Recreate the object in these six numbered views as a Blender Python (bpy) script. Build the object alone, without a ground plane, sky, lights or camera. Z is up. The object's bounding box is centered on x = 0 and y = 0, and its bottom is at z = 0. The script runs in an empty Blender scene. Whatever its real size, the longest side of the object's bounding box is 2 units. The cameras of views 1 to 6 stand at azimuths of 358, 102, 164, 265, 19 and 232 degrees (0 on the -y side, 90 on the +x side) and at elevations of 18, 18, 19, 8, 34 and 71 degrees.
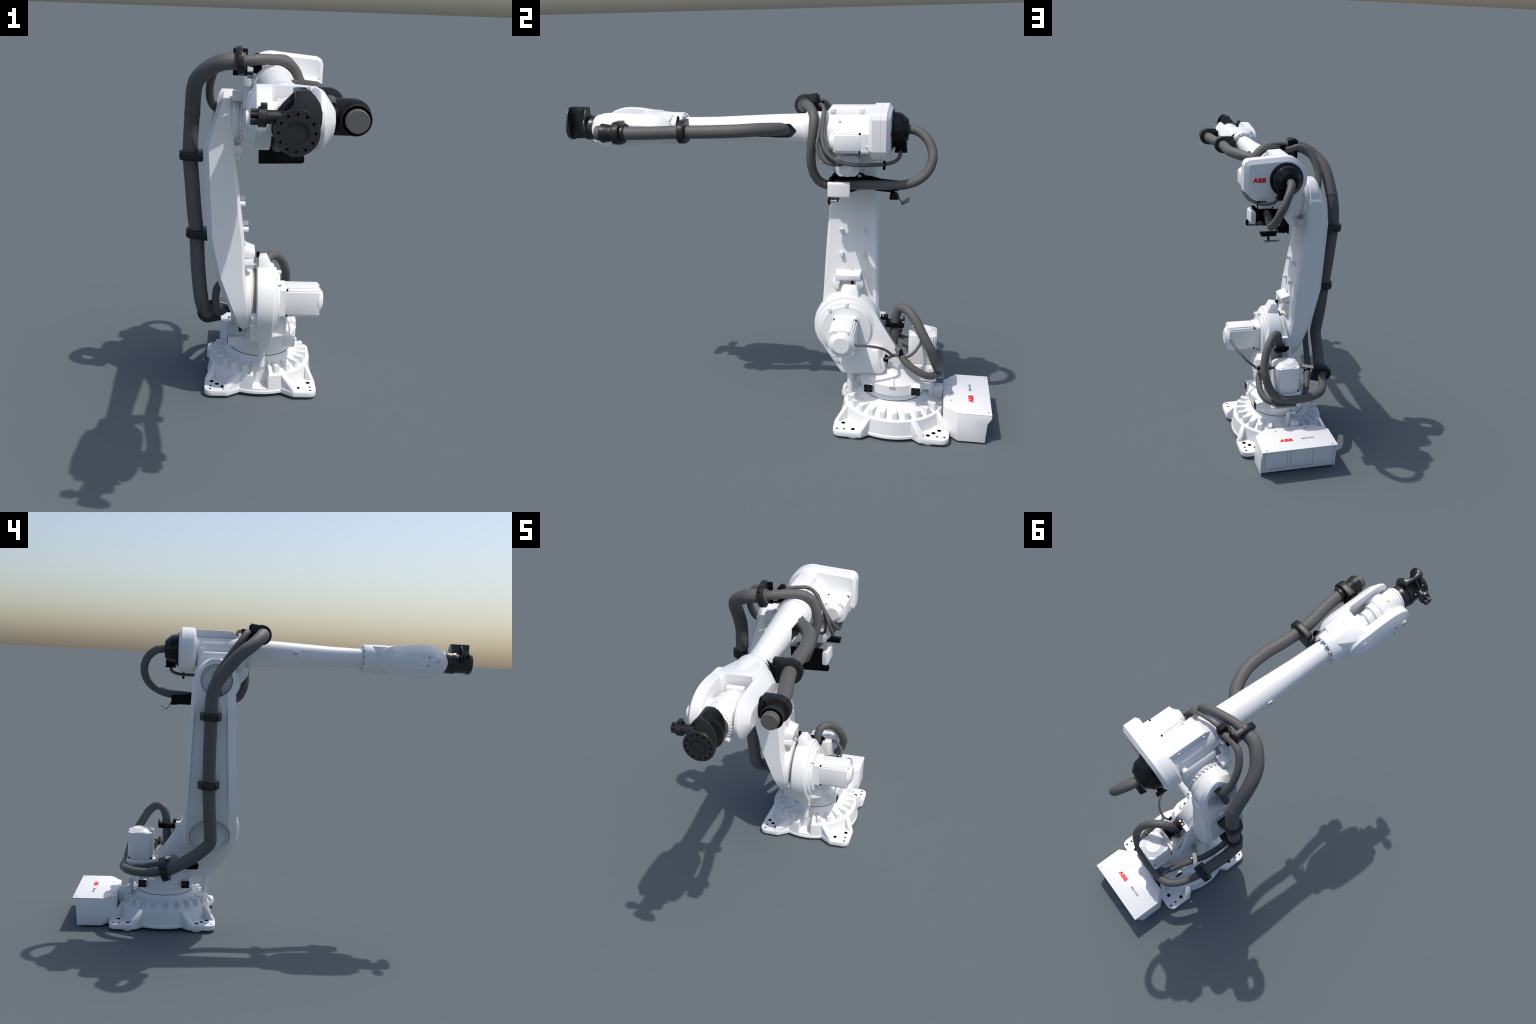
import bpy, bmesh, math, random
from mathutils import Vector, Matrix
random.seed(7)
CX, CY = 0.0575, 0.5485          # slewing axis of the base
J2 = (0.325, 0.473)              # y, z of the shoulder axis (runs along x)
J3 = (0.324, 1.260)              # y, z of the elbow axis (runs along x)
AX, AZ = 0.0575, 1.401           # x, z of the forearm axis (runs along y)

# ------------------------------------------------------------------ materials
def material(name, color, rough=0.5, metallic=0.0, noise=0.04, scale=30.0, bump=0.0, coat=0.0, spec=0.5):
    m = bpy.data.materials.new(name); m.use_nodes = True
    nt = m.node_tree; b = nt.nodes["Principled BSDF"]
    tc = nt.nodes.new("ShaderNodeTexCoord")
    nz = nt.nodes.new("ShaderNodeTexNoise"); nz.inputs["Scale"].default_value = scale
    nz.inputs["Detail"].default_value = 4
    nt.links.new(tc.outputs["Object"], nz.inputs["Vector"])
    rp = nt.nodes.new("ShaderNodeValToRGB")
    lo = [c * (1 - noise) for c in color]; hi = [min(1, c * (1 + noise)) for c in color]
    rp.color_ramp.elements[0].position = 0.3; rp.color_ramp.elements[0].color = (*lo, 1)
    rp.color_ramp.elements[1].position = 0.7; rp.color_ramp.elements[1].color = (*hi, 1)
    nt.links.new(nz.outputs["Fac"], rp.inputs["Fac"])
    nt.links.new(rp.outputs["Color"], b.inputs["Base Color"])
    b.inputs["Roughness"].default_value = rough
    b.inputs["Metallic"].default_value = metallic
    b.inputs["Coat Weight"].default_value = coat
    b.inputs["Specular IOR Level"].default_value = spec
    if bump:
        bp = nt.nodes.new("ShaderNodeBump"); bp.inputs["Strength"].default_value = bump
        bp.inputs["Distance"].default_value = 0.002
        n2 = nt.nodes.new("ShaderNodeTexNoise"); n2.inputs["Scale"].default_value = 400
        nt.links.new(tc.outputs["Object"], n2.inputs["Vector"])
        nt.links.new(n2.outputs["Fac"], bp.inputs["Height"])
        nt.links.new(bp.outputs["Normal"], b.inputs["Normal"])
    return m

WHITE = material("white_paint", (0.80, 0.80, 0.80), 0.42, noise=0.01, scale=6)
HOSE = material("grey_rubber_hose", (0.098, 0.096, 0.093), 0.62, noise=0.05, scale=60, bump=0.05)
BLACK = material("black_plastic", (0.0025, 0.0025, 0.003), 0.5, noise=0.08, spec=0.12)
CLAMP = material("charcoal_plastic", (0.011, 0.011, 0.0115), 0.42, noise=0.08, spec=0.4)
DARKM = material("dark_tool_metal", (0.017, 0.017, 0.0175), 0.34, noise=0.06, spec=0.5)
GLOSS = material("glossy_black_cap", (0.003, 0.003, 0.004), 0.22, noise=0.05, spec=0.3)
HOLE = material("black_hole", (0.0008, 0.0008, 0.0008), 0.9, noise=0.0, spec=0.0)
RUBBER = material("bumper_rubber", (0.022, 0.022, 0.023), 0.6, noise=0.08, spec=0.3)
STEEL = material("bright_steel", (0.55, 0.55, 0.56), 0.35, metallic=0.9, noise=0.05)
GREYP = material("grey_strap", (0.30, 0.29, 0.28), 0.5, noise=0.05)
BEIGE = material("seal_ring", (0.62, 0.58, 0.54), 0.6, noise=0.03)
RED = material("red_print", (0.75, 0.012, 0.02), 0.5, noise=0.02)
INK = material("black_print", (0.02, 0.02, 0.02), 0.5, noise=0.02)
SEAM = material("dark_seam", (0.10, 0.10, 0.10), 0.7, noise=0.02)

# ------------------------------------------------------------------ hierarchy
root = bpy.data.objects.new("robot_arm", None)
bpy.context.scene.collection.objects.link(root)
root.location = (CX, CY, 0)
root["label"] = "white six axis industrial robot arm with grey dress hoses"
root["category"] = "robot arm"

def add(name, me, mat, parent=None, stuff=False):
    ob = bpy.data.objects.new(name, me)
    bpy.context.scene.collection.objects.link(ob)
    if mat is not None:
        me.materials.clear(); me.materials.append(mat)
    ob.parent = parent or root
    # parts live in the object's frame; every parent sits at the root's place
    if ob.parent is root:
        ob.matrix_parent_inverse = Matrix.Translation((-CX, -CY, 0))
    if stuff: ob["kind"] = "stuff"
    return ob

def finish(bm, angle=32, bevel=0, seg=2, weld=True):
    if weld: bmesh.ops.remove_doubles(bm, verts=bm.verts, dist=1e-6)
    bmesh.ops.recalc_face_normals(bm, faces=bm.faces)
    me = bpy.data.meshes.new("m"); bm.to_mesh(me); bm.free()
    if bevel: me = modify(me, bevel=bevel, seg=seg)
    me.shade_smooth(); me.set_sharp_from_angle(angle=math.radians(angle))
    return me

def modify(me, bevel=0, seg=2, cut=None, op='DIFFERENCE', limit=30):
    ob = bpy.data.objects.new("tmp", me); bpy.context.scene.collection.objects.link(ob)
    tmp = []
    for c in (cut or []):
        co = bpy.data.objects.new("tmpc", c); bpy.context.scene.collection.objects.link(co); tmp.append(co)
        md = ob.modifiers.new("b", 'BOOLEAN'); md.object = co; md.operation = op; md.solver = 'EXACT'
    if bevel:
        md = ob.modifiers.new("v", 'BEVEL'); md.width = bevel; md.segments = seg
        md.limit_method = 'ANGLE'; md.angle_limit = math.radians(limit)
    dg = bpy.context.evaluated_depsgraph_get()
    out = bpy.data.meshes.new_from_object(ob.evaluated_get(dg))
    for o in tmp + [ob]: bpy.data.objects.remove(o)
    return out

def cutmesh(me, cutters, op='DIFFERENCE', bevel=0, seg=2, angle=32):
    out = modify(me, cut=cutters, op=op)
    if bevel: out = modify(out, bevel=bevel, seg=seg)
    out.shade_smooth(); out.set_sharp_from_angle(angle=math.radians(angle))
    return out

def join(*mes, angle=32):
    bm = bmesh.new()
    for m in mes: bm.from_mesh(m)
    me = bpy.data.meshes.new("j"); bm.to_mesh(me); bm.free()
    me.shade_smooth(); me.set_sharp_from_angle(angle=math.radians(angle))
    return me

# ------------------------------------------------------------------ primitives
def frame_axis(axis):
    """matrix taking local z to the given direction"""
    d = {'x': (1, 0, 0), 'y': (0, 1, 0), 'z': (0, 0, 1)}[axis] if isinstance(axis, str) else axis
    return Vector(d).normalized().to_track_quat('Z', 'Y').to_matrix().to_4x4()

def revolve(profile, axis, origin, n=48, start=0.0, angle=32, bevel=0):
    """profile [(radius, height along axis)], axis direction, origin."""
    bm = bmesh.new(); M = Matrix.Translation(origin) @ frame_axis(axis); rings = []
    for r, h in profile:
        if r < 1e-6: rings.append([bm.verts.new(M @ Vector((0, 0, h)))]); continue
        rings.append([bm.verts.new(M @ Vector((r * math.cos(start + 2 * math.pi * i / n), r * math.sin(start + 2 * math.pi * i / n), h))) for i in range(n)])
    for a, b in zip(rings[:-1], rings[1:]):
        for i in range(n):
            j = (i + 1) % n
            if len(a) == 1 and len(b) == 1: continue
            if len(a) == 1: bm.faces.new((a[0], b[i], b[j]))
            elif len(b) == 1: bm.faces.new((a[i], a[j], b[0]))
            else: bm.faces.new((a[i], a[j], b[j], b[i]))
    if len(rings[0]) > 1: bm.faces.new(list(reversed(rings[0])))
    if len(rings[-1]) > 1: bm.faces.new(rings[-1])
    return finish(bm, angle, bevel)

def cyl(p0, p1, r, n=24, bevel=0, r2=None):
    p0 = Vector(p0); p1 = Vector(p1); d = p1 - p0; L = d.length; r2 = r if r2 is None else r2
    if bevel:
        prof = [(r - bevel, 0), (r, bevel), (r2, L - bevel), (r2 - bevel, L)]
    else: prof = [(r, 0), (r2, L)]
    return revolve(prof, d, p0, n)

def prism(pts, axis, a, b, bevel=0, seg=2, angle=32, taper=None):
    """outline extruded along an axis. axis x: pts are (y,z); y: (x,z); z: (x,y)."""
    def P(p, h):
        return {'x': Vector((h, p[0], p[1])), 'y': Vector((p[0], h, p[1])), 'z': Vector((p[0], p[1], h))}[axis]
    bm = bmesh.new()
    t = taper or pts
    A = [bm.verts.new(P(p, a)) for p in pts]; B = [bm.verts.new(P(p, b)) for p in t]
    n = len(pts)
    for i in range(n):
        j = (i + 1) % n; bm.faces.new((A[i], A[j], B[j], B[i]))
    bm.faces.new(list(reversed(A))); bm.faces.new(B)
    return finish(bm, angle, bevel, seg)

def box(x0, x1, y0, y1, z0, z1, bevel=0.003, seg=2):
    return prism([(x0, y0), (x1, y0), (x1, y1), (x0, y1)], 'z', z0, z1, bevel, seg)

def hull(pts, bevel=0, seg=2, angle=32):
    bm = bmesh.new()
    for p in pts: bm.verts.new(p)
    r = bmesh.ops.convex_hull(bm, input=bm.verts)
    bmesh.ops.delete(bm, geom=[v for v in bm.verts if not v.link_faces], context='VERTS')
    bmesh.ops.dissolve_limit(bm, angle_limit=math.radians(1), verts=bm.verts, edges=bm.edges)
    return finish(bm, angle, bevel, seg)

def arc(c, r, a0, a1, n):
    return [(c[0] + r * math.cos(math.radians(a0 + (a1 - a0) * i / n)), c[1] + r * math.sin(math.radians(a0 + (a1 - a0) * i / n))) for i in range(n + 1)]

def rounded(pts, r, n=6):
    """round every corner of a polygon; r number or list"""
    out = []; N = len(pts)
    for i, p in enumerate(pts):
        ri = r[i] if isinstance(r, (list, tuple)) else r
        p = Vector(p); a = Vector(pts[i - 1]); b = Vector(pts[(i + 1) % N])
        if ri <= 0: out.append(tuple(p)); continue
        u = (a - p).normalized(); v = (b - p).normalized()
        ang = u.angle(v); t = ri / math.tan(ang / 2)
        t = min(t, 0.48 * (a - p).length, 0.48 * (b - p).length)
        s = p + u * t; e = p + v * t
        for k in range(n + 1):
            w = k / n
            out.append(tuple((1 - w) ** 2 * s + 2 * w * (1 - w) * p + w * w * e))
    return out

def inset(pts, d):
    N = len(pts); area = sum(pts[i][0] * pts[(i + 1) % N][1] - pts[(i + 1) % N][0] * pts[i][1] for i in range(N))
    s = 1 if area > 0 else -1; out = []
    for i in range(N):
        a = Vector(pts[i - 1]); p = Vector(pts[i]); b = Vector(pts[(i + 1) % N])
        n1 = Vector((-(p - a).y, (p - a).x)); n2 = Vector((-(b - p).y, (b - p).x))
        if n1.length < 1e-9: n1 = n2
        if n2.length < 1e-9: n2 = n1
        n1.normalize(); n2.normalize(); m = (n1 + n2); m.normalize()
        k = 1 / max(0.5, m.dot(n1))
        out.append(tuple(p + m * d * k * s))
    return out

def stack(outlines, axis, bevel=0, angle=32, seg=2):
    """loft of same-length outlines at heights: [(pts, h)]"""
    def P(p, h):
        return {'x': Vector((h, p[0], p[1])), 'y': Vector((p[0], h, p[1])), 'z': Vector((p[0], p[1], h))}[axis]
    bm = bmesh.new(); rings = [[bm.verts.new(P(p, h)) for p in pts] for pts, h in outlines]
    n = len(rings[0])
    for a, b in zip(rings[:-1], rings[1:]):
        for i in range(n):
            j = (i + 1) % n; bm.faces.new((a[i], a[j], b[j], b[i]))
    bm.faces.new(list(reversed(rings[0]))); bm.faces.new(rings[-1])
    return finish(bm, angle, bevel, seg)

def spline(pts, sub=8):
    """centripetal Catmull-Rom through points (any dimension tuples)"""
    P = [Vector(p) for p in pts]; P = [P[0] * 2 - P[1]] + P + [P[-1] * 2 - P[-2]]; out = []
    for i in range(1, len(P) - 2):
        p0, p1, p2, p3 = P[i - 1:i + 3]
        t0 = 0; t1 = t0 + max(1e-4, (p1 - p0).length ** .5); t2 = t1 + max(1e-4, (p2 - p1).length ** .5); t3 = t2 + max(1e-4, (p3 - p2).length ** .5)
        for k in range(sub):
            t = t1 + (t2 - t1) * k / sub
            A1 = p0 * ((t1 - t) / (t1 - t0)) + p1 * ((t - t0) / (t1 - t0))
            A2 = p1 * ((t2 - t) / (t2 - t1)) + p2 * ((t - t1) / (t2 - t1))
            A3 = p2 * ((t3 - t) / (t3 - t2)) + p3 * ((t - t2) / (t3 - t2))
            B1 = A1 * ((t2 - t) / (t2 - t0)) + A2 * ((t - t0) / (t2 - t0))
            B2 = A2 * ((t3 - t) / (t3 - t1)) + A3 * ((t - t1) / (t3 - t1))
            out.append(B1 * ((t2 - t) / (t2 - t1)) + B2 * ((t - t1) / (t2 - t1)))
    out.append(P[-2]); return out

def tube(pts, radius, n=24, sub=8, smooth=True):
    """hose swept along a spline; radius a number or one per control point"""
    rs = radius if isinstance(radius, (list, tuple)) else [radius] * len(pts)
    C = spline(pts, sub) if smooth else [Vector(p) for p in pts]
    R = []
    for i in range(len(pts) - 1):
        for k in range(sub if smooth else 1):
            w = k / (sub if smooth else 1); R.append(rs[i] * (1 - w) + rs[i + 1] * w)
    R.append(rs[-1])
    bm = bmesh.new(); rings = []; nrm = None
    for i, c in enumerate(C):
        t = (C[min(i + 1, len(C) - 1)] - C[max(i - 1, 0)]).normalized()
        if nrm is None: nrm = t.orthogonal().normalized()
        nrm = (nrm - t * nrm.dot(t)).normalized(); bi = t.cross(nrm)
        rings.append([bm.verts.new(c + (nrm * math.cos(2 * math.pi * k / n) + bi * math.sin(2 * math.pi * k / n)) * R[i]) for k in range(n)])
    for a, b in zip(rings[:-1], rings[1:]):
        for k in range(n):
            j = (k + 1) % n; bm.faces.new((a[k], a[j], b[j], b[k]))
    bm.faces.new(list(reversed(rings[0]))); bm.faces.new(rings[-1])
    return finish(bm, 50)

def place(me, M):
    me.transform(M); return me

def repeat(name, me, mat, mats, parent):
    obs = []
    for M in mats:
        ob = add(name, me, mat, parent) if not obs else None
        if ob is None:
            ob = obs[0].copy(); bpy.context.scene.collection.objects.link(ob)
        ob.matrix_basis = M; obs.append(ob)
    return obs

def empty_part(name):
    e = bpy.data.objects.new(name, None); bpy.context.scene.collection.objects.link(e)
    e.parent = root; e.matrix_parent_inverse = Matrix.Translation((-CX, -CY, 0))
    return e

def bolt_mesh(r, h, socket=True):
    prof = [(r, 0), (r, h - 0.15 * r), (r * 0.85, h)]
    if socket: prof += [(r * 0.5, h), (r * 0.45, h - 0.4 * r), (0, h - 0.4 * r)]
    else: prof += [(0, h)]
    return revolve(prof, 'z', (0, 0, 0), 16)

def at(p, axis, spin=0):
    return Matrix.Translation(p) @ frame_axis(axis) @ Matrix.Rotation(spin, 4, 'Z')

# ================================================================== BASE
def q(x, y, sx, sy): return (CX + x * sx, CY + y * sy)
drum = revolve([(0.0, 0.012), (0.2455, 0.012), (0.2475, 0.015), (0.2470, 0.025), (0.2435, 0.030), (0.2380, 0.0965), (0.2365, 0.0985), (0.2265, 0.0985), (0.222, 0.099),
                (0.190, 0.117), (0.160, 0.137), (0.148, 0.148), (0.145, 0.153), (0.143, 0.154), (0.0, 0.154)], 'z', (CX, CY, 0), 96, angle=20)
foot_parts = []
for sx in (1, -1):
    for sy in (1, -1):
        pl = rounded([q(.05, .12, sx, sy), q(.095, .2285, sx, sy), q(.149, .2665, sx, sy), q(.255, .2665, sx, sy), q(.255, .1335, sx, sy), q(.2225, .097, sx, sy), q(.1, .05, sx, sy)],
                     [0, 0, 0.003, 0.042, 0.003, 0, 0])
        foot_parts.append(prism(pl, 'z', 0.010, 0.0355, 0.003))
        def wall(a, b, c, d, e, f):
            pts = []
            for p, zt in ((a, .0982), (d, .0982), (e, .058), (f, .056), (b, .034), (c, .034)):
                X, Y = q(p[0], p[1], sx, sy); pts += [(X, Y, .011), (X, Y, zt)]
            return hull(pts, 0.002)
        foot_parts.append(wall((.092, .2195), (.1495, .2660), (.169, .2655), (.116, .206), (.147, .251), (.166, .243)))
        foot_parts.append(wall((.2195, .0925), (.2545, .1335), (.2543, .152), (.206, .116), (.240, .132), (.232, .150)))
base_me = join(drum, *foot_parts)
# front slot and rear slot in the drum
slot = prism([(CX - .030, CY - .172), (CX + .030, CY - .172), (CX + .040, CY - .30), (CX - .040, CY - .30)], 'z', 0.036, 0.30, 0)
base_drum = cutmesh(drum, [slot], angle=25)
base = add("base_casting", base_drum, WHITE)
for m in foot_parts[0::3]: add("mounting_foot", m, WHITE, base)
for k in range(4):
    add("gusset", foot_parts[k * 3 + 1], WHITE, base); add("gusset", foot_parts[k * 3 + 2], WHITE, base)
# slot cheeks: flat-topped walls either side of the front slot
for t in (1, -1):
    add("slot_cheek", hull([(CX + t * .030, CY - .160, .040), (CX + t * .030, CY - .160, .137), (CX + t * .040, CY - .160, .137), (CX + t * .0385, CY - .2345, .0983), (CX + t * .0385, CY - .2385, .040),
        (CX + t * .050, CY - .2310, .0983), (CX + t * .050, CY - .236, .04), (CX + t * .036, CY - .215, .118), (CX + t * .044, CY - .215, .116)], 0.001), WHITE, base)
# radial ribs
rib = hull([(.155, -.0075, .1335), (.155, .0075, .1335), (.2215, -.0110, .1345), (.2215, .0110, .1345), (.2225, -.0135, .095), (.2225, .0135, .095),
            (.150, -.0095, .118), (.150, .0095, .118)], 0.0012)
angs = [20 + 15 * k for k in range(10)]
mats = []
for a in angs:
    for s in (1, -1):
        mats.append(Matrix.Translation((CX, CY, 0)) @ Matrix.Rotation(math.radians(-90 + s * a), 4, 'Z'))
repeat("stiffening_rib", rib, WHITE, mats, base)
# bolt holes in the feet, levelling pads
big, small = [], []
for sx in (1, -1):
    for sy in (1, -1):
        for p in ((.2225, .172), (.172, .2225)): big.append(q(*p, sx, sy))
        if sx * sy > 0: big.append(q(.198, .197, sx, sy))
        for p in ((.2275, .2135), (.2275, .2455)): small.append(q(*p, sx, sy))
hb = revolve([(0.0095, 0), (0.0095, 0.0008), (0, 0.0008)], 'z', (0, 0, 0), 24)
hs = revolve([(0.0052, 0), (0.0052, 0.0008), (0, 0.0008)], 'z', (0, 0, 0), 20)
repeat("bolt_hole", hb, HOLE, [Matrix.Translation((x, y, .0354)) for x, y in big], base)
repeat("pin_hole", hs, HOLE, [Matrix.Translation((x, y, .0354)) for x, y in small], base)
pad = revolve([(0.024, 0), (0.027, 0.002), (0.027, 0.012)], 'z', (0, 0, 0), 32)
repeat("levelling_pad", pad, WHITE, [Matrix.Translation((*q(.2235, .172, sx, sy), 0)) for sx in (1, -1) for sy in (1, -1)], base)
# seam ring and rear fittings on the base
add("seal_groove", revolve([(0.1435, .150), (0.1425, .1557), (0.130, .1557), (0.130, .150)], 'z', (CX, CY, 0), 96), SEAM, base)
add("locking_post", cyl((CX - .012, CY + .175, .12), (CX - .012, CY + .175, .192), 0.013, 24, 0.002), WHITE, base)
add("locking_post", cyl((CX - .012, CY + .178, .19), (CX - .012, CY + .178, .205), 0.010, 16, 0.002), WHITE, base)
add("stop_block", box(CX - .058, CX - .022, CY + .170, CY + .235, .10, .165, .003), WHITE, base)
add("drain_valve", cyl((CX - .018, CY + .185, .196), (CX - .048, CY + .185, .196), 0.008, 16, 0.001), WHITE, base)
add("drain_valve", cyl((CX - .036, CY + .185, .196), (CX - .036, CY + .185, .222), 0.003, 12), WHITE, base)

# ------------------------------------------------------------------ connector box
BX0, BX1 = -0.137, 0.253
conn = empty_part("connector_box")
body = [(BX0, .965), (BX1, .965), (BX1, .848), (BX1 - .062, .786), (BX0 + .062, .786), (BX0, .848)]
add("box_body", prism(body, 'z', .009, .1455, 0.002), WHITE, conn)
lid = [(BX0 - .001, 1.0), (BX1 + .001, 1.0), (BX1 + .001, .847), (BX1 - .034, .813), (BX1 - .075, .813), (BX1 - .105, .792), (BX0 + .105, .792), (BX0 + .075, .813), (BX0 + .034, .813), (BX0 - .001, .847)]
add("box_lid", prism(lid, 'z', .1445, .1485, 0.0012), WHITE, conn)
for x0, x1 in ((BX0 - .001, BX0 + .002), (BX1 - .002, BX1 + .001)):
    add("sheet_panel", prism([(.850, .007), (.975, .007), (.982, .102), (.9995, .130), (.9995, .1475), (.850, .1475)], 'x', x0, x1, 0.0007), WHITE, conn)
def panel_line(x0, x1, z0, z1, y):
    o = rounded([(x0, z0), (x1, z0), (x1, z1), (x0, z1)], 0.010, 5); i = inset(o, 0.0012)
    bm = bmesh.new(); A = [bm.verts.new((p[0], y, p[1])) for p in o]; B = [bm.verts.new((p[0], y, p[1])) for p in i]
    C = [bm.verts.new((p[0], y - .003, p[1])) for p in o]; D = [bm.verts.new((p[0], y - .003, p[1])) for p in i]
    n = len(o)
    for k in range(n):
        j = (k + 1) % n
        for u, v in ((A, B), (B, D), (D, C), (C, A)): bm.faces.new((u[k], u[j], v[j], v[k]))
    return finish(bm)
for xa, xb in ((.113, .232), (-.022, .096)):
    add("panel_outline", panel_line(xa, xb, .026, .142, .9656), SEAM, conn)
sc = bolt_mesh(0.0045, 0.002)
repeat("lid_screw", sc, STEEL, [Matrix.Translation((x, y, .1482)) for x, y in ((.228, .986), (-.112, .986), (.140, .822), (-.02, .822), (.06, .822))], conn)

# ------------------------------------------------------------------ lettering
def text_mesh(s, size, bold, depth):
    cu = bpy.data.curves.new("t", 'FONT'); cu.body = s; cu.size = size; cu.offset = bold; cu.extrude = depth
    cu.align_x = 'CENTER'; cu.align_y = 'CENTER'; cu.space_character = 1.08; cu.resolution_u = 4
    ob = bpy.data.objects.new("t", cu); bpy.context.scene.collection.objects.link(ob)
    dg = bpy.context.evaluated_depsgraph_get()
    me = bpy.data.meshes.new_from_object(ob.evaluated_get(dg))
    bpy.data.objects.remove(ob)
    return me
def fit(me, w, h):
    xs = [v.co.x for v in me.vertices]; ys = [v.co.y for v in me.vertices]
    me.transform(Matrix.Translation((-(min(xs) + max(xs)) / 2, -(min(ys) + max(ys)) / 2, 0)))
    me.transform(Matrix.Diagonal((w / (max(xs) - min(xs)), h / (max(ys) - min(ys)), 1, 1))); return me
logo_top = fit(text_mesh("ABB", 0.03, 0.0021, 0.0004), 0.070, 0.0245)
ob = add("logo_lettering", logo_top, RED, conn); ob.matrix_basis = Matrix.Translation((.1085, .912, .1487)) @ Matrix.Rotation(math.pi, 4, 'Z')
ob = add("type_lettering", fit(text_mesh("IRB 5720", 0.012, 0.0004, 0.0003), 0.064, 0.0098), INK, conn)
ob.matrix_basis = Matrix.Translation((-.006, .911, .1487)) @ Matrix.Rotation(math.pi, 4, 'Z')
add("divider_mark", box(.0265, .0278, .900, .923, .1483, .1489, 0), INK, conn)

# ================================================================== TURNTABLE
turn_me = revolve([(0.0, .1558), (0.1405, .1558), (0.1415, .158), (0.1415, .180), (0.150, .188), (0.158, .190), (0.1595, .193), (0.1595, .239), (0.156, .242), (0.115, .280), (0.105, .295), (0.0, .295)], 'z', (CX, CY, 0), 96, angle=20)
turn = add("turntable", turn_me, WHITE)
for sx in (1, -1):
    for sy in (1, -1):
        x0, x1 = sorted((CX + sx * .09, CX + sx * .149)); yc = CY + sy * .1085
        add("bumper_block", hull([(CX + sx * .1535, yc - .0205, .196), (CX + sx * .1535, yc + .0205, .196), (CX + sx * .1535, yc - .0205, .237), (CX + sx * .1535, yc + .0205, .237),
             (CX + sx * .09, yc - .0205, .196), (CX + sx * .09, yc + .0205, .196), (CX + sx * .09, yc - .0205, .245), (CX + sx * .09, yc + .0205, .245)], .003), WHITE, turn)
        o = rounded([(yc - .0205, .198), (yc + .0205, .198), (yc + .0205, .2365), (yc - .0205, .2365)], .005, 4)
        a, b = CX + sx * .1530, CX + sx * .1545
        add("rubber_bumper", prism(o, 'x', min(a, b), max(a, b), .0005), RUBBER, turn)
        hm = revolve([(0.0042, 0), (0.0042, .0008), (0, .0008)], 'z', (0, 0, 0), 16)
        mm = [at((b, yc + dy, .217 + dz), (sx, 0, 0)) for dy, dz in ((-.0105, .0105), (.0105, .0105), (-.0105, -.0105), (.0105, -.0105), (0, 0))]
        repeat("bumper_hole", hm, HOLE, mm, turn)
add("stop_block", prism([(.255, .297), (.290, .244), (.302, .229), (.42, .226), (.42, .30)], 'x', .035, .089, .003), WHITE, turn)
add("stop_block", box(-.010, .04, .372, .42, .238, .30, .003), WHITE, turn)
add("stop_pin", cyl((CX, .3405, .133), (CX, .3405, .225), 0.0165, 32, 0.003), WHITE, turn)
add("hose_ledge", box(.010, .138, CY + .10, CY + .172, .196, .228, .002), WHITE, turn)
add("drain_ramp", revolve([(0.0, 0), (0.016, 0), (0.011, .045), (0.0, .05)], (-.75, 0, .66), (CX + .160, CY + .0, .232), 20), WHITE, turn)
add("ramp_bolt", place(bolt_mesh(0.008, .012), at((CX + .150, CY, .238), 'z')), WHITE, turn)
for s in (1, -1):
    add("cast_emblem", revolve([(0.014, 0), (0.014, .0012), (0.0115, .0012), (0.0115, 0.0003), (0, .0003)], (s, 0, 0), (CX + s * .1590, CY, .2165), 24), WHITE, turn)

# ================================================================== SHOULDER FRAME
frame = empty_part("shoulder_frame")
yj, zj = J2
drum2 = revolve([(0.0, 0.022), (0.150, 0.022), (0.157, 0.027), (0.159, 0.060), (0.155, 0.092), (0.150, 0.098), (0.138, 0.101), (0.136, 0.108), (0.130, 0.112),
                 (0.119, 0.114), (0.116, 0.122), (0.112, 0.124), (0.0, 0.124)], 'x', (0, yj, zj), 96, angle=24)
add("shoulder_drum", drum2, WHITE, frame)
# cheek: tangent web running down and back onto the turntable
T = [(yj + .153 * math.cos(math.radians(a)), zj + .153 * math.sin(math.radians(a))) for a in (62, 45, 32)]
web = T + [(.575, .372), (.60, .315), (.60, .262), (.315, .262), (.262, .338)] + [(yj + .15 * math.cos(math.radians(a)), zj + .15 * math.sin(math.radians(a))) for a in (205, 195)]
web_me = prism(web, 'x', .0, .112, .006, 3)
for v in web_me.vertices:      # the outer cheek leans out toward the turntable
    if v.co.x > .08:
        k = min(1, max(0, (.56 - v.co.z) / .18)) * min(1, max(0, (v.co.y - .28) / .17)); v.co.x += (.098 + .042 * k) - .112
inner_wall = [(.36, .585), (.452, .557), (.500, .490), (.512, .447), (.521, .445), (.593, .317), (.60, .262), (.33, .262), (.33, .40)]
wall_me = prism(inner_wall, 'x', -.002, .014, .004, 3)
for v in wall_me.vertices:     # and so does the inner wall, the other way
    k = min(1, max(0, (.56 - v.co.z) / .24)) * min(1, max(0, (v.co.y - .40) / .11)); v.co.x -= .029 * k
pocket = prism([(.470, .62), (.70, .62), (.70, .325), (.525, .325), (.50, .40)], 'x', .008, .100, 0)
web_cut = cutmesh(web_me, [pocket], bevel=0.002)
add("frame_web", web_cut, WHITE, frame)
add("frame_belly", prism([(.195, .395), (.224, .347), (.258, .294), (.272, .284), (.42, .280), (.42, .42), (.26, .42)], "x", -.004, .098, .008, 3), WHITE, frame)
add("frame_wall", wall_me, WHITE, frame)
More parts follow.
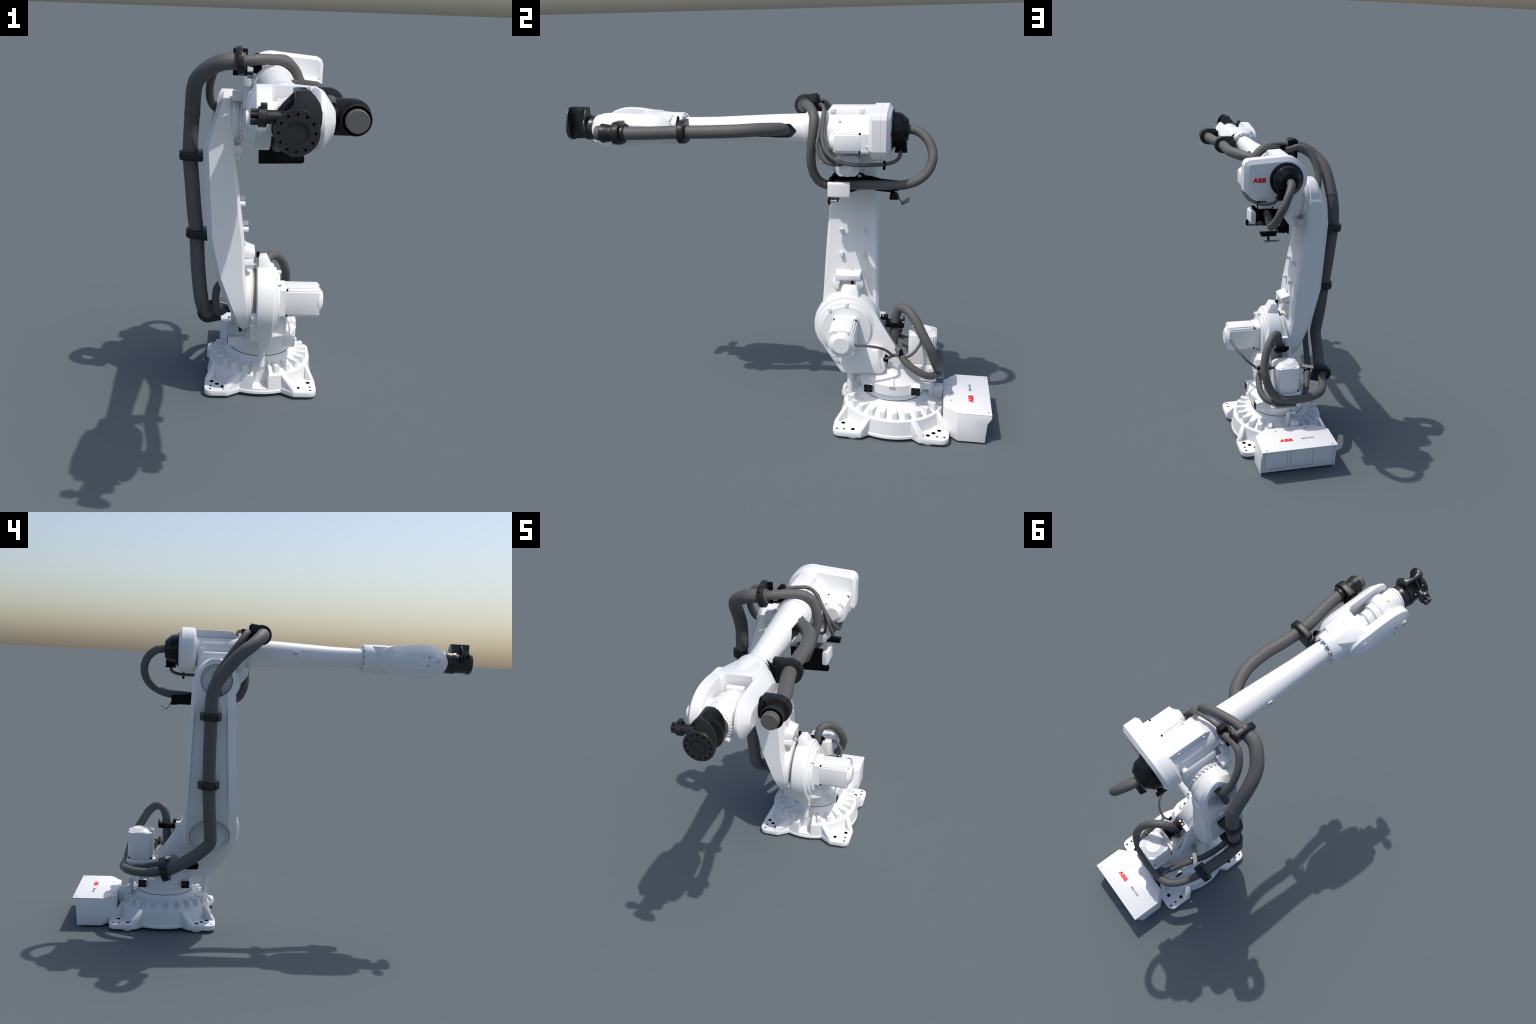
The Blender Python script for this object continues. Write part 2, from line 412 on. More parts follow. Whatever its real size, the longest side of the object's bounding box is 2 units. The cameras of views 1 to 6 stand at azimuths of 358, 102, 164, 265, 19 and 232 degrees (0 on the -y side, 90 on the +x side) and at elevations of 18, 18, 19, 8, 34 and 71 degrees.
add("frame_skirt", hull([(-.015, .40, .255), (.135, .40, .255), (.135, .69, .25), (-.02, .69, .25), (-.02, .60, .312), (.125, .60, .312), (-.002, .36, .32), (.115, .33, .30), (-.028, .53, .335), (.112, .55, .335), (.14, .48, .255), (-.04, .51, .255)], .006, 3), WHITE, frame)
add("service_block", hull([(.10, .29, .30), (.10, .32, .268), (.10, .517, .275), (.10, .51, .40), (.10, .33, .40),
     (.155, .305, .305), (.155, .325, .272), (.178, .497, .280), (.184, .515, .303), (.176, .497, .345), (.156, .462, .400), (.145, .34, .39)], .004, 3), WHITE, frame)
add("connector_lug", hull([(.13, .475, .345), (.185, .475, .345), (.185, .49, .335), (.13, .50, .395), (.17, .475, .395), (.185, .50, .308), (.13, .513, .308), (.14, .45, .398), (.17, .45, .39)], .003), WHITE, frame)
o = rounded([(.362, .305), (.362, .352), (.395, .352), (.395, .305)], [.018, .008, .004, .004], 5)
add("cover_plate", prism(o, 'x', .150, .1575, .001), WHITE, frame)
add("oval_window", prism(rounded([(.375, .283), (.455, .283), (.455, .318), (.375, .318)], .017, 6), 'x', -.047, -.034, .001), BLACK, frame)
# seal, gap ring and stop lugs
add("seal_ring", cyl((-.004, yj, zj), (.0075, yj, zj), 0.1305, 64), BEIGE, frame)
add("shade_tinted_gap_ring", revolve([(.1285, .003), (.1265, .010), (.1265, .024)], "x", (0, yj, zj), 64), GREYP, frame)  # white ring coloured grey to carry the shadow between arm and drum
add("stop_lug", hull([(.030, .281, .610), (.030, .391, .610), (.030, .302, .664), (.030, .366, .664), (.062, .278, .610), (.062, .393, .605), (.062, .300, .668), (.062, .366, .668), (.092, .29, .61), (.092, .38, .61), (.066, .310, .668), (.066, .355, .668)], .003), WHITE, frame)
add("stop_screw", cyl((.0625, .331, .660), (.0635, .331, .660), 0.005, 16), HOLE, frame)
add("limit_plug", cyl((.027, .342, .655), (.027, .342, .679), 0.0075, 20, 0.001), BLACK, frame)
bm_ = bolt_mesh(0.0085, 0.018)
ring = [at((.112, yj + .121 * math.cos(math.radians(a)), zj + .121 * math.sin(math.radians(a))), 'x') for a in (90, 130, 257)]
repeat("flange_bolt", bm_, WHITE, ring, frame)

def motor(axis_dir, base_pt, up, half_a, half_b, length, cap, parent, flange=0.012, ch=0.016, shoulder=0.02):
    """square servo motor with cut corners, stepped flange and domed end."""
    d = Vector(axis_dir).normalized(); u = Vector(up).normalized(); v = d.cross(u)
    M = Matrix((( *u, 0), (*v, 0), (*d, 0), (0, 0, 0, 1))).transposed(); M = Matrix.Translation(base_pt) @ M
    def sq(a, b, c): return [(a, -b + c), (a, b - c), (a - c, b), (-a + c, b), (-a, b - c), (-a, -b + c), (-a + c, -b), (a - c, -b)]
    fl = place(prism(rounded(sq(half_a, half_b, .008), .004, 3), 'z', 0, shoulder, .002), M)
    # body: notched corners carry long screws
    n = ch
    a, b = half_a, half_b
    notch = [(a, -b + n), (a, b - n), (a - n * .35, b - n), (a - n * .35, b - n * .6), (a - n * .6, b - n * .35), (a - n, b - n * .35), (a - n, b),
             (-a + n, b), (-a + n, b - n * .35), (-a + n * .6, b - n * .35), (-a + n * .35, b - n * .6), (-a + n * .35, b - n), (-a, b - n),
             (-a, -b + n), (-a + n * .35, -b + n), (-a + n * .35, -b + n * .6), (-a + n * .6, -b + n * .35), (-a + n, -b + n * .35), (-a + n, -b),
             (a - n, -b), (a - n, -b + n * .35), (a - n * .6, -b + n * .35), (a - n * .35, -b + n * .6), (a - n * .35, -b + n)]
    bd = place(prism(notch, 'z', shoulder * .9, length, .0012), M)
    e = sq(half_a * .995, half_b * .995, ch * 1.15)
    en = place(stack([(e, length - .008), (e, length + .001), (inset(e, .003), length + .003)], 'z', 0), M)
    rr = min(half_a, half_b)
    dome = place(revolve([(rr * 1.04, 0), (rr * 1.0, cap * .25), (rr * .66, cap * .9), (rr * .63, cap), (0, cap)], 'z', (0, 0, length), 48, angle=24), M)
    mo = add("motor", bd, WHITE, parent)
    subs = [add("motor_flange", fl, WHITE, parent), add("motor_end_cap", en, WHITE, parent), add("motor_end_disc", dome, WHITE, parent)]
    hx = cyl((0, 0, 0), (0, 0, .008), .0055, 16)
    repeat("motor_screw", hx, BLACK, [M @ Matrix.Translation((su * (half_a - .0085), sv * (half_b - .0085), shoulder)) for su in (1, -1) for sv in (1, -1)], parent)
    sm = bolt_mesh(.0035, .004)
    repeat("cap_screw", sm, WHITE, [M @ Matrix.Translation((su * (half_a * .86), sv * (half_b * .5), length + .005)) for su in (1, -1) for sv in (1, -1)], parent)
    return mo
motor((1, 0, 0), (.120, .322, .472), (0, 0, 1), .067, .058, .174, .021, frame, shoulder=.032)
motor((0, 0, 1), (.0595, .679, .270), (0, 1, 0), .064, .064, .186, .018, frame, shoulder=.05)
add("motor_base", box(-.014, .134, .60, .748, .235, .315, .006), WHITE, frame)
add("motor_base_lug", cyl((.115, .725, .30), (.145, .725, .30), .012, 20, .002), WHITE, frame)

# ================================================================== LOWER ARM
ARM_TOP, ARM_BOT = (.325, 1.262, .107), (.328, .473, .1385)
def arm_y(z):
    """front and back edge of the side outline at height z"""
    f, b = [], []
    for (yc, zc, r) in (ARM_TOP, ARM_BOT):
        if abs(z - zc) < r:
            w = math.sqrt(r * r - (z - zc) ** 2); f.append(yc - w); b.append(yc + w)
    t = (z - ARM_BOT[1]) / (ARM_TOP[1] - ARM_BOT[1])
    if 0 <= t <= 1:
        # straight flanks; front flank is waisted below the elbow
        f.append(ARM_BOT[0] - ARM_BOT[2] + t * .042 + (0.0 if t < .1 else 0)); b.append(ARM_BOT[0] + ARM_BOT[2] - t * .026)
        if t > .93: f[-1] = f[-1]
    return min(f), max(b)
def lerp_table(tab, z):
    for (z0, v0), (z1, v1) in zip(tab[:-1], tab[1:]):
        if z0 <= z <= z1: return v0 + (v1 - v0) * (z - z0) / (z1 - z0)
    return tab[0][1] if z < tab[0][0] else tab[-1][1]
OUT = [(.33, -.047), (.603, -.153), (.766, -.191), (1.148, -.213), (1.355, -.153), (1.372, -.141)]
CHAN = [(.58, .0006), (.66, .012), (1.06, .014), (1.13, .0006)]     # shallow channel down the outer face
INN = [(.33, -.002), (.47, -.004), (.56, -.022), (.62, -.030), (.741, -.033), (.943, -.061), (1.12, -.086), (1.372, -.098)]
levels = sorted(set([round(ARM_BOT[1] - ARM_BOT[2] * math.cos(math.pi * .5 * k / 10), 4) for k in range(10)] + [.473, .54, .58, .603, .66, .68, .766, .85, .943, 1.03, 1.06, 1.09, 1.13, 1.148, 1.2, 1.262]
                    + [round(ARM_TOP[1] + ARM_TOP[2] * math.sin(math.pi * .5 * k / 10), 4) for k in range(1, 10)] + [.3388, 1.3685]))
bm = bmesh.new(); rings = []
for z in levels:
    z = min(max(z, ARM_BOT[1] - ARM_BOT[2] + 2e-4), ARM_TOP[1] + ARM_TOP[2] - 2e-4)
    yf, yb = arm_y(z); w = yb - yf; k = min(1, w / .16)
    xo, xi = lerp_table(OUT, z), lerp_table(INN, z); d = min(.023, (xi - xo) * .35)
    rings.append([bm.verts.new(p) for p in ((xi, yf + .012 * k, z), (xi - .012 * k, yf, z), (xo + d, yf, z), (xo, yf + .042 * k, z), (xo + lerp_table(CHAN, z), yf + .046 * k, z), (xo + lerp_table(CHAN, z), yb - .022 * k, z), (xo, yb - .018 * k, z), (xo + d * .8, yb, z), (xi - .012 * k, yb, z), (xi, yb - .012 * k, z))])
for a, b in zip(rings[:-1], rings[1:]):
    for i in range(10):
        j = (i + 1) % 10; bm.faces.new((a[i], a[j], b[j], b[i]))
bm.faces.new(list(reversed(rings[0]))); bm.faces.new(rings[-1])
arm_me = finish(bm, 22)
rec3 = cyl((-.30, J3[0], 1.262), (-.143, J3[0], 1.262), .0785, 64)
rec2 = cyl((-.30, 0, 0), (-.074, 0, 0), .104, 64)
rec2.transform(Matrix.Translation((0, .327, .4725)) @ Matrix.Diagonal((1, 1, .915, 1)))   # slightly flattened pocket
arm_me = cutmesh(arm_me, [rec3, rec2], angle=22)
arm = add("main_arm", arm_me, WHITE)
add("shoulder_hub", revolve([(0, 0), (.136, 0), (.136, .024), (.131, .031), (0, .031)], 'x', (-.030, .327, .473), 72), WHITE, arm)
add("elbow_hub", revolve([(0, 0), (.103, 0), (.103, .012), (.098, .018), (.098, .024), (0, .024)], 'x', (-.098, J3[0], 1.262), 72), WHITE, arm)
rb = revolve([(.0078, 0), (.0078, .008), (.006, .0095), (0, .0095)], 'z', (0, 0, 0), 14)
repeat("hub_bolt", rb, WHITE, [at((-.0745, .327 + .0945 * math.cos(2 * math.pi * k / 32), .4725 + .0855 * math.sin(2 * math.pi * k / 32)), (-1, 0, 0)) for k in range(32)], arm)
rb3 = revolve([(.0062, 0), (.0062, .008), (.005, .0095), (0, .0095)], 'z', (0, 0, 0), 14)
repeat("hub_bolt", rb3, WHITE, [at((-.1435, J3[0] + .071 * math.cos(2 * math.pi * k / 30), 1.262 + .071 * math.sin(2 * math.pi * k / 30)), (-1, 0, 0)) for k in range(30)], arm)
ab = bolt_mesh(.0105, .026, False)
repeat("arm_boss", ab, WHITE, [at((lerp_table(INN, z) - .004, y, z), 'x') for y in (.284, .388) for z in (.905, .795)], arm)
add("cast_emblem", revolve([(0.014, 0), (0.014, .0012), (0.0115, .0012), (0.0115, 0.0003), (0, .0003)], 'x', (-.0305, .323, .724), 24), WHITE, arm)
add("arm_stop", hull([(-.035, .252, .675), (-.035, .384, .675), (-.035, .258, .716), (-.035, .380, .716), (.008, .258, .672), (.008, .380, .672), (.012, .262, .700), (.012, .376, .700)], .003), WHITE, arm)
for s in (-1, 1):
    add("arm_stop_foot", hull([(-.035, .318 + s * .036, .672), (.006, .318 + s * .036, .672), (-.035, .318 + s * .070, .672), (.006, .318 + s * .070, .672), (-.035, .318 + s * .062, .630), (.006, .318 + s * .062, .630), (-.035, .318 + s * .042, .625), (.006, .318 + s * .045, .625), (-.035, .318 + s * .076, .65), (.004, .318 + s * .076, .65)], .002), WHITE, arm)
add("elbow_stop", box(-.10, -.058, .255, .39, 1.118, 1.15, .004), WHITE, arm)
add("elbow_stop", box(-.10, -.062, .275, .37, 1.088, 1.12, .004), WHITE, arm)
for yy, zz, w, h in ((.362, 1.13, .012, .035), (.298, 1.125, .012, .035), (.365, .62, .010, .035)):
    xo = lerp_table(OUT, zz) + lerp_table(CHAN, zz)
    add("clamp_pad", box(xo - .004, xo + .006, yy - w, yy + w, zz - h, zz + h, .003), WHITE, arm)

# ================================================================== UPPER HOUSING
house = empty_part("arm_housing")
add("forearm_housing", revolve([(0, .135), (.074, .135), (.0785, .138), (.0785, .155), (.077, .157), (.0775, .225), (.0775, .420), (.086, .433), (0, .433)], 'y', (AX, 0, AZ), 72, angle=22), WHITE, house)
add("mounting_ridge", hull([(.020, .248, 1.5055), (.088, .248, 1.5005), (.088, .435, 1.5005), (.020, .435, 1.5055), (.018, .240, 1.471), (.094, .240, 1.466), (.094, .435, 1.466), (.018, .435, 1.471), (.024, .220, 1.471), (.088, .220, 1.468)], .003), WHITE, house)
add("motor_shoulder", prism([(.07, 1.470), (.098, 1.467), (.134, 1.446), (.152, 1.418), (.158, 1.36), (.13, 1.325), (.06, 1.33)], 'y', .232, .434, .008, 3), WHITE, house)
rs = bolt_mesh(.006, .005)
repeat("ridge_screw", rs, GREYP, [at((.094, y, 1.486), (1, 0, .2)) for y in (.258, .382)] + [at((.0165, y, 1.489), (-1, 0, .1)) for y in (.262, .388)], house)
repeat("ridge_screw", rs, WHITE, [at((.136, .291, 1.449), (1, 0, .6)), at((.130, .236, 1.452), (1, 0, .5))], house)
repeat("ridge_pad", box(-.003, .003, -.010, .010, -.010, .010, .001), WHITE, [at((.093, y, 1.486), 'z') for y in (.258, .382)], house)
# elbow barrel and body under the forearm
add("elbow_barrel", revolve([(0, -.074), (.090, -.074), (.093, -.070), (.093, -.058), (.099, -.056), (.101, -.03), (.099, .005), (.080, .030), (.064, .040), (0, .045)], 'x', (0, J3[0], J3[1]), 72, angle=24), WHITE, house)
eb = bolt_mesh(.0055, .008)
repeat("elbow_bolt", eb, WHITE, [at((-.058, J3[0] + .0965 * math.cos(math.radians(a)), J3[1] + .0965 * math.sin(math.radians(a))), (-1, 0, 0)) for a in range(0, 360, 12)], house)
add("elbow_body", hull([(x, y, z) for x in (-.040, .045) for y, z in ((.228, 1.27), (.422, 1.27), (.24, 1.40), (.42, 1.40), (.30, 1.20), (.35, 1.20))], .02, 4), WHITE, house)
add("elbow_nose", hull([(-.03, .24, 1.36), (.09, .24, 1.36), (-.02, .160, 1.322), (.08, .160, 1.322), (-.02, .166, 1.284), (.08, .166, 1.284), (-.02, .195, 1.249), (.08, .195, 1.249), (-.03, .24, 1.245), (.09, .24, 1.245)], .006, 3), WHITE, house)
motor((1, 0, 0), (.030, .328, 1.256), (0, 0, 1), .046, .050, .128, .022, house, shoulder=.05, ch=.014)
add("plug_boss", cyl((-.015, .401, 1.402), (-.040, .401, 1.402), .0135, 24, .002), WHITE, house)
add("plug_rib", hull([(-.03, .395, 1.40), (-.03, .407, 1.40), (-.035, .378, 1.36), (-.035, .392, 1.355), (-.005, .40, 1.40), (-.005, .385, 1.355)], .001), WHITE, house)
add("elbow_stop", box(-.10, -.045, .205, .255, 1.335, 1.372, .004), WHITE, house)
add("elbow_stop", box(-.06, -.02, .185, .225, 1.31, 1.39, .004), WHITE, house)
# rear cover: round end on the forearm axis, square end toward the motor
R = .114
cover = arc((AX, AZ), R, 78, 275, 40) + [(.20, 1.289), (.232, 1.305), (.270, 1.338), (.273, 1.36), (.273, 1.47), (.266, 1.487), (.251, 1.497)]
cover = [p for p in cover]
add("gear_cover", stack([(inset(cover, .012), .429), (cover, .441), (cover, .4755), (inset(cover, .0015), .4756), (inset(cover, .0015), .4764), (cover, .4765), (cover, .500), (inset(cover, .021), .515)], 'y', 0, angle=20), WHITE, house)
add("motor_bracket_fin", hull([(.14, .43, 1.36), (.26, .43, 1.36), (.14, .41, 1.36), (.262, .412, 1.36), (.14, .43, 1.352), (.255, .43, 1.34), (.14, .41, 1.352)], .001), WHITE, house)
motor((0, -1, 0), (.203, .430, 1.372), (0, 0, 1), .046, .054, .145, .026, house, shoulder=.036, ch=.014)
logo_r = fit(text_mesh("ABB", 0.03, 0.0021, 0.0004), 0.070, 0.0255)
ob = add("logo_lettering", logo_r, RED, house)
ob.matrix_basis = Matrix.Translation((.196, .5153, 1.399)) @ Matrix.Rotation(math.pi, 4, 'Z') @ Matrix.Rotation(math.pi / 2, 4, 'X')
add("cover_screw", place(bolt_mesh(.005, .003), at((.209, .5148, 1.436), 'y')), WHITE, house)
# black cable cap
add("cable_cap", revolve([(0, .513), (.087, .513), (.087, .521), (.078, .523), (.077, .530), (.072, .555), (.046, .584), (.030, .585), (.030, .578), (0, .578)], 'y', (AX, 0, AZ), 40, angle=20), GLOSS, house)
add("cap_terminal", hull([(.055, .53, 1.345), (.115, .53, 1.36), (.055, .580, 1.345), (.112, .575, 1.36), (.055, .53, 1.318), (.108, .53, 1.318), (.060, .578, 1.318), (.105, .578, 1.318)], .003), BLACK, house)
add("terminal_gland", box(.050, .116, .528, .582, 1.309, 1.318, .003), BLACK, house)
add("cable_holder", box(.1935, .1985, .484, .496, 1.250, 1.296, .001), BLACK, house)
add("cable_holder", box(.150, .196, .486, .494, 1.280, 1.292, .002), BLACK, house)

# ================================================================== FOREARM TUBE
fore = add("forearm_tube", revolve([(0, .152), (.074, .152), (.074, .146), (.069, .135), (.0665, .06), (.065, .0), (.0585, -.136), (.052, -.276), (.050, -.416), (.052, -.425), (0, -.425)], 'y', (AX, 0, AZ), 64, angle=30), WHITE)
mouth = [(.104, 1.401), (.072, 1.432), (-.075, 1.432), (-.11, 1.401), (-.075, 1.370), (.072, 1.370)]
mo_o = [(.128, 1.401), (.085, 1.450), (-.095, 1.448), (-.15, 1.401), (-.095, 1.354), (.085, 1.352)]
mo_o = rounded(mo_o, .02, 5); mo_i = rounded(mouth, .012, 5)
port = stack([(mo_o, .085), (inset(mo_o, .006), .122), (inset(mo_o, .011), .132), (inset(mo_o, .014), .1345)], 'x', 0, angle=40)
mouth_cut = lambda: prism(mo_i, 'x', .106, .2, 0)
port = cutmesh(port, [mouth_cut()], angle=40)
fore.data = cutmesh(fore.data, [mouth_cut()], angle=30)
add("hose_port", port, WHITE, fore)
add("port_lining", prism(inset(mo_i, -.001), 'x', .100, .1075, 0), CLAMP, fore)
fb = bolt_mesh(.007, .010)
repeat("flange_bolt", fb, WHITE, [at((AX + .071 * math.cos(math.radians(a)), .155, AZ + .071 * math.sin(math.radians(a))), (0, -1, 0)) for a in range(15, 360, 45)], fore)
add("sensor_pad", hull([(AX - .063, -.075 + dy, 1.408 + dz) for dy, dz in ((.016, 0), (-.016, 0), (.011, .013), (-.011, .013), (.011, -.013), (-.011, -.013))] + [(AX - .05, -.075 + dy, 1.408 + dz) for dy, dz in ((.016, 0), (-.016, 0), (.011, .013), (-.011, .013), (.011, -.013), (-.011, -.013))], .001), WHITE, fore)
repeat("sensor_hole", revolve([(.0028, 0), (.0028, .001), (0, .001)], 'z', (0, 0, 0), 12), HOLE, [at((AX - .0632, y, 1.408), (-1, 0, 0)) for y in (-.070, -.080)], fore)

# ================================================================== WRIST
wrist = empty_part("wrist")
FX0, FX1 = -.002, .133
neck = revolve([(0, -.428), (.070, -.428), (.072, -.432), (.073, -.50), (.073, -.55), (0, -.58)], 'y', (AX, 0, AZ), 64, angle=30)
ft = [(-.502, 1.401), (-.508, 1.430), (-.526, 1.453), (-.565, 1.470), (-.615, 1.475), (-.68, 1.484), (-.755, 1.484), (-.800, 1.470), (-.835, 1.442), (-.853, 1.401),
      (-.842, 1.362), (-.805, 1.330), (-.755, 1.316), (-.69, 1.315), (-.615, 1.325), (-.565, 1.332), (-.526, 1.349), (-.508, 1.372)]
fork = [tuple(v) for v in spline([Vector((*p, 0)) for p in ft + ft[:1]], 4)[:-1]]; fork = [(p[0], p[1]) for p in fork]
fr = [(-.462, 1.401), (-.468, 1.426), (-.490, 1.446), (-.525, 1.464), (-.565, 1.472), (-.66, 1.476), (-.775, 1.479), (-.812, 1.470), (-.843, 1.442), (-.857, 1.401),
      (-.843, 1.360), (-.812, 1.331), (-.775, 1.320), (-.66, 1.322), (-.565, 1.330), (-.525, 1.338), (-.490, 1.356), (-.468, 1.376)]
forkr = [(p[0], p[1]) for p in spline([Vector((*p, 0)) for p in fr + fr[:1]], 4)[:-1]]
right = stack([(inset(forkr, .004), .128), (forkr, .132), (forkr, .141), (inset(forkr, .003), .145), (inset(forkr, .040), .171), (inset(forkr, .047), .1745)], 'x', 0, angle=17)
left = stack([(inset(fork, .003), .006), (fork, .003), (fork, -.033)], 'x', 0, angle=17)
lidl = stack([(inset(fork, .0015), -.032), (inset(fork, .0015), -.034), (fork, -.0345), (inset(fork, .003), -.0365), (inset(fork, .042), -.058), (inset(fork, .048), -.0600)], 'x', 0, angle=17)
add("wrist_fork", right, WHITE, wrist); add("wrist_fork", left, WHITE, wrist); add("wrist_cover", lidl, WHITE, wrist)
bodyw = hull([(x, y, z) for x, y, zs in ((-.030, -.560, (1.345, 1.462)), (.150, -.560, (1.345, 1.462)), (.0, -.628, (1.335, 1.474)), (.135, -.628, (1.335, 1.474)), (-.014, -.485, (1.375, 1.43)), (.150, -.49, (1.375, 1.43)), (.02, -.47, (1.335, 1.467)), (.095, -.47, (1.335, 1.467)), (-.02, -.60, (1.34, 1.474)), (.14, -.60, (1.34, 1.474))) for z in zs], .010, 3)
scoop_b = hull([(.010, -.70, 1.55), (.126, -.70, 1.55), (.010, -.618, 1.55), (.126, -.618, 1.55), (.022, -.70, 1.25), (.114, -.70, 1.25), (.022, -.600, 1.30), (.114, -.600, 1.30)], .012, 3)
bodyw = cutmesh(bodyw, [scoop_b], angle=30)
add("wrist_shoulder", hull([(.163, -.525, 1.38), (.163, -.525, 1.425), (.142, -.57, 1.335), (.142, -.57, 1.470), (.142, -.64, 1.333), (.142, -.64, 1.474), (.10, -.50, 1.345), (.10, -.50, 1.458), (.128, -.64, 1.333), (.128, -.64, 1.474), (.150, -.475, 1.385), (.150, -.475, 1.42), (.166, -.58, 1.37), (.166, -.58, 1.435)], .008, 3), WHITE, wrist)
add("wrist_shoulder", hull([(-.032, -.56, 1.338), (-.032, -.56, 1.464), (-.032, -.64, 1.328), (-.032, -.64, 1.474), (.012, -.64, 1.33), (.012, -.64, 1.474), (.01, -.49, 1.352), (.01, -.49, 1.45), (-.010, -.49, 1.37), (-.010, -.49, 1.43), (-.030, -.515, 1.37), (-.030, -.515, 1.43)], .006, 3), WHITE, wrist)
add("wrist_body", bodyw, WHITE, wrist); add("wrist_neck", neck, WHITE, wrist)
wb = revolve([(.006, 0), (.006, .004), (.004, .009), (0, .010)], 'z', (0, 0, 0), 14)
repeat("neck_bolt", wb, WHITE, [at((AX + .0615 * math.cos(math.radians(a)), -.428, AZ + .0615 * math.sin(math.radians(a))), 'y') for a in range(10, 360, 30)], wrist)
# tilting head between the fork arms
add("tilt_head", revolve([(0, -.640), (.026, -.640), (.030, -.645), (.030, -.664), (.041, -.668), (.043, -.696), (.045, -.697), (.045, -.702), (.053, -.704), (.054, -.735), (.0575, -.738), (.058, -.845), (.055, -.862), (0, -.862)], 'y', (AX + .004, 0, AZ), 56, angle=26), WHITE, wrist)
add("head_block", box(AX - .030, AX + .038, -.652, -.625, 1.385, 1.440, .004), WHITE, wrist)
add("head_nut", prism([(AX + .004 + .034 * math.cos(math.radians(a)), AZ + .034 * math.sin(math.radians(a))) for a in range(30, 390, 60)], 'y', -.670, -.648, .003), WHITE, wrist)
add("tilt_trunnion", cyl((-.004, -.765, AZ), (.136, -.765, AZ), .046, 48, .002), WHITE, wrist)
repeat("head_bolt", revolve([(.0028, 0), (.0028, .003), (0, .003)], 'z', (0, 0, 0), 10), WHITE, [at((AX + .004 + .058 * math.cos(math.radians(a)), -.852, AZ + .058 * math.sin(math.radians(a))), (math.cos(math.radians(a)), 0, math.sin(math.radians(a)))) for a in range(0, 360, 12)], wrist)
add("head_plug", revolve([(.008, 0), (.008, .002), (.005, .002), (.004, .005), (0, .005)], 'z', (AX, -.795, AZ + .058), 20), WHITE, wrist)
add("head_cable_port", box(AX + .018, AX + .05, -.72, -.70, 1.33, 1.355, .004), WHITE, wrist)
add("drain_plug", cyl((.085, -.85, 1.350), (.112, -.855, 1.349), .009, 16, .002), WHITE, wrist)
for xx in (.128,):
    add("fork_foot", box(.118, .150, -.845, -.815, 1.372, 1.398, .003), WHITE, wrist)
    add("fork_foot_screw", place(bolt_mesh(.006, .003), at((.134, -.845, 1.385), (0, -1, 0))), WHITE, wrist)
# relief on the wrist cover
lidx = -.0602
add("cover_relief", prism(rounded([(-.815, 1.375), (-.56, 1.375), (-.56, 1.425), (-.815, 1.425)], .024, 8), 'x', lidx - .001, lidx + .02, .0008), WHITE, wrist)
for y, z, r in ((-.612, 1.402, .0105), (-.685, 1.402, .013), (-.762, 1.402, .012)):
    add("cover_cap", revolve([(r, 0), (r, .0015), (r - .001, .002), (0, .002)], 'z', (0, 0, 0), 24), WHITE, wrist).matrix_basis = at((lidx - .001, y, z), (-1, 0, 0))
cs = revolve([(.0055, 0), (.0055, .002), (.003, .002), (.003, .0005), (0, .0005)], 'z', (0, 0, 0), 14)
repeat("cover_screw", cs, GREYP, [at((lidx - .0004, y, z), (-1, 0, 0)) for y, z in ((-.748, 1.422), (-.795, 1.402), (-.745, 1.38))], wrist)
repeat("cover_stud", bolt_mesh(.010, .006), WHITE, [at((-.0455, -.572, 1.443), (-1, 0, .5)), at((-.0455, -.782, 1.355), (-1, 0, -.5))], wrist)

# ================================================================== TOOL HEAD
tool = empty_part("tool_head")
add("tool_collar", revolve([(0, -.858), (.054, -.858), (.055, -.860), (.055, -.893), (.053, -.894), (.053, -.897), (.057, -.898), (.057, -.915), (0, -.915)], 'y', (AX + .001, 0, AZ), 56), DARKM, tool)
yo = [(AX + .052 * math.cos(math.radians(a)), AZ + .052 * math.sin(math.radians(a))) for a in range(170, 345, 8)]
yo += [(.113, 1.400), (.118, 1.425), (.118, 1.448), (.111, 1.471), (.098, 1.489), (.083, 1.4985), (.066, 1.4995), (.0525, 1.497), (.0505, 1.475), (.049, 1.456), (.042, 1.449), (.020, 1.437), (.010, 1.425)]
yoke = prism(yo, 'y', -.9895, -.898, 0)
scoop = revolve([(.052, -.10), (.043, -.01), (.041, .05), (.041, .15)], 'z', (.103, -.9437, 1.42), 48)
yoke = cutmesh(yoke, [scoop], bevel=.0012, angle=35)
add("tool_yoke", yoke, DARKM, tool)
add("yoke_rib", prism([(.054, 1.494), (.046, 1.487), (.027, 1.467), (.012, 1.448), (.030, 1.44), (.054, 1.44)], "y", -.950, -.943, .001), DARKM, tool)
add("yoke_rib", prism([(.054, 1.470), (.046, 1.463), (.030, 1.445), (.054, 1.44)], "y", -.980, -.974, .001), DARKM, tool)
flange = revolve([(0, -.982), (.054, -.982), (.0562, -.984), (.0562, -.998), (.0550, -1.0), (.029, -1.0), (.029, -.995), (0, -.995)], 'y', (.059, 0, AZ), 72)
add("tool_flange", flange, DARKM, tool)
th = revolve([(.0034, 0), (.0034, .0006), (0, .0006)], 'z', (0, 0, 0), 16)
repeat("flange_hole", th, HOLE, [at((.059 + .0447 * math.cos(math.radians(a)), -1.0, AZ + .0447 * math.sin(math.radians(a))), (0, -1, 0)) for a in range(0, 360, 30)], tool)
add("flange_tab", prism(arc((.059, AZ), .036, 205, 260, 6) + arc((.059, AZ), .027, 260, 205, 6), 'y', -.9996, -.995, 0), DARKM, tool)
NZ = 1.430
add("nozzle_neck", cyl((.060, -.948, NZ), (-.016, -.948, NZ), .0175, 32, .001), DARKM, tool)
add("nozzle_ring", cyl((-.012, -.948, NZ), (-.034, -.948, NZ), .0255, 36, .0015), DARKM, tool)
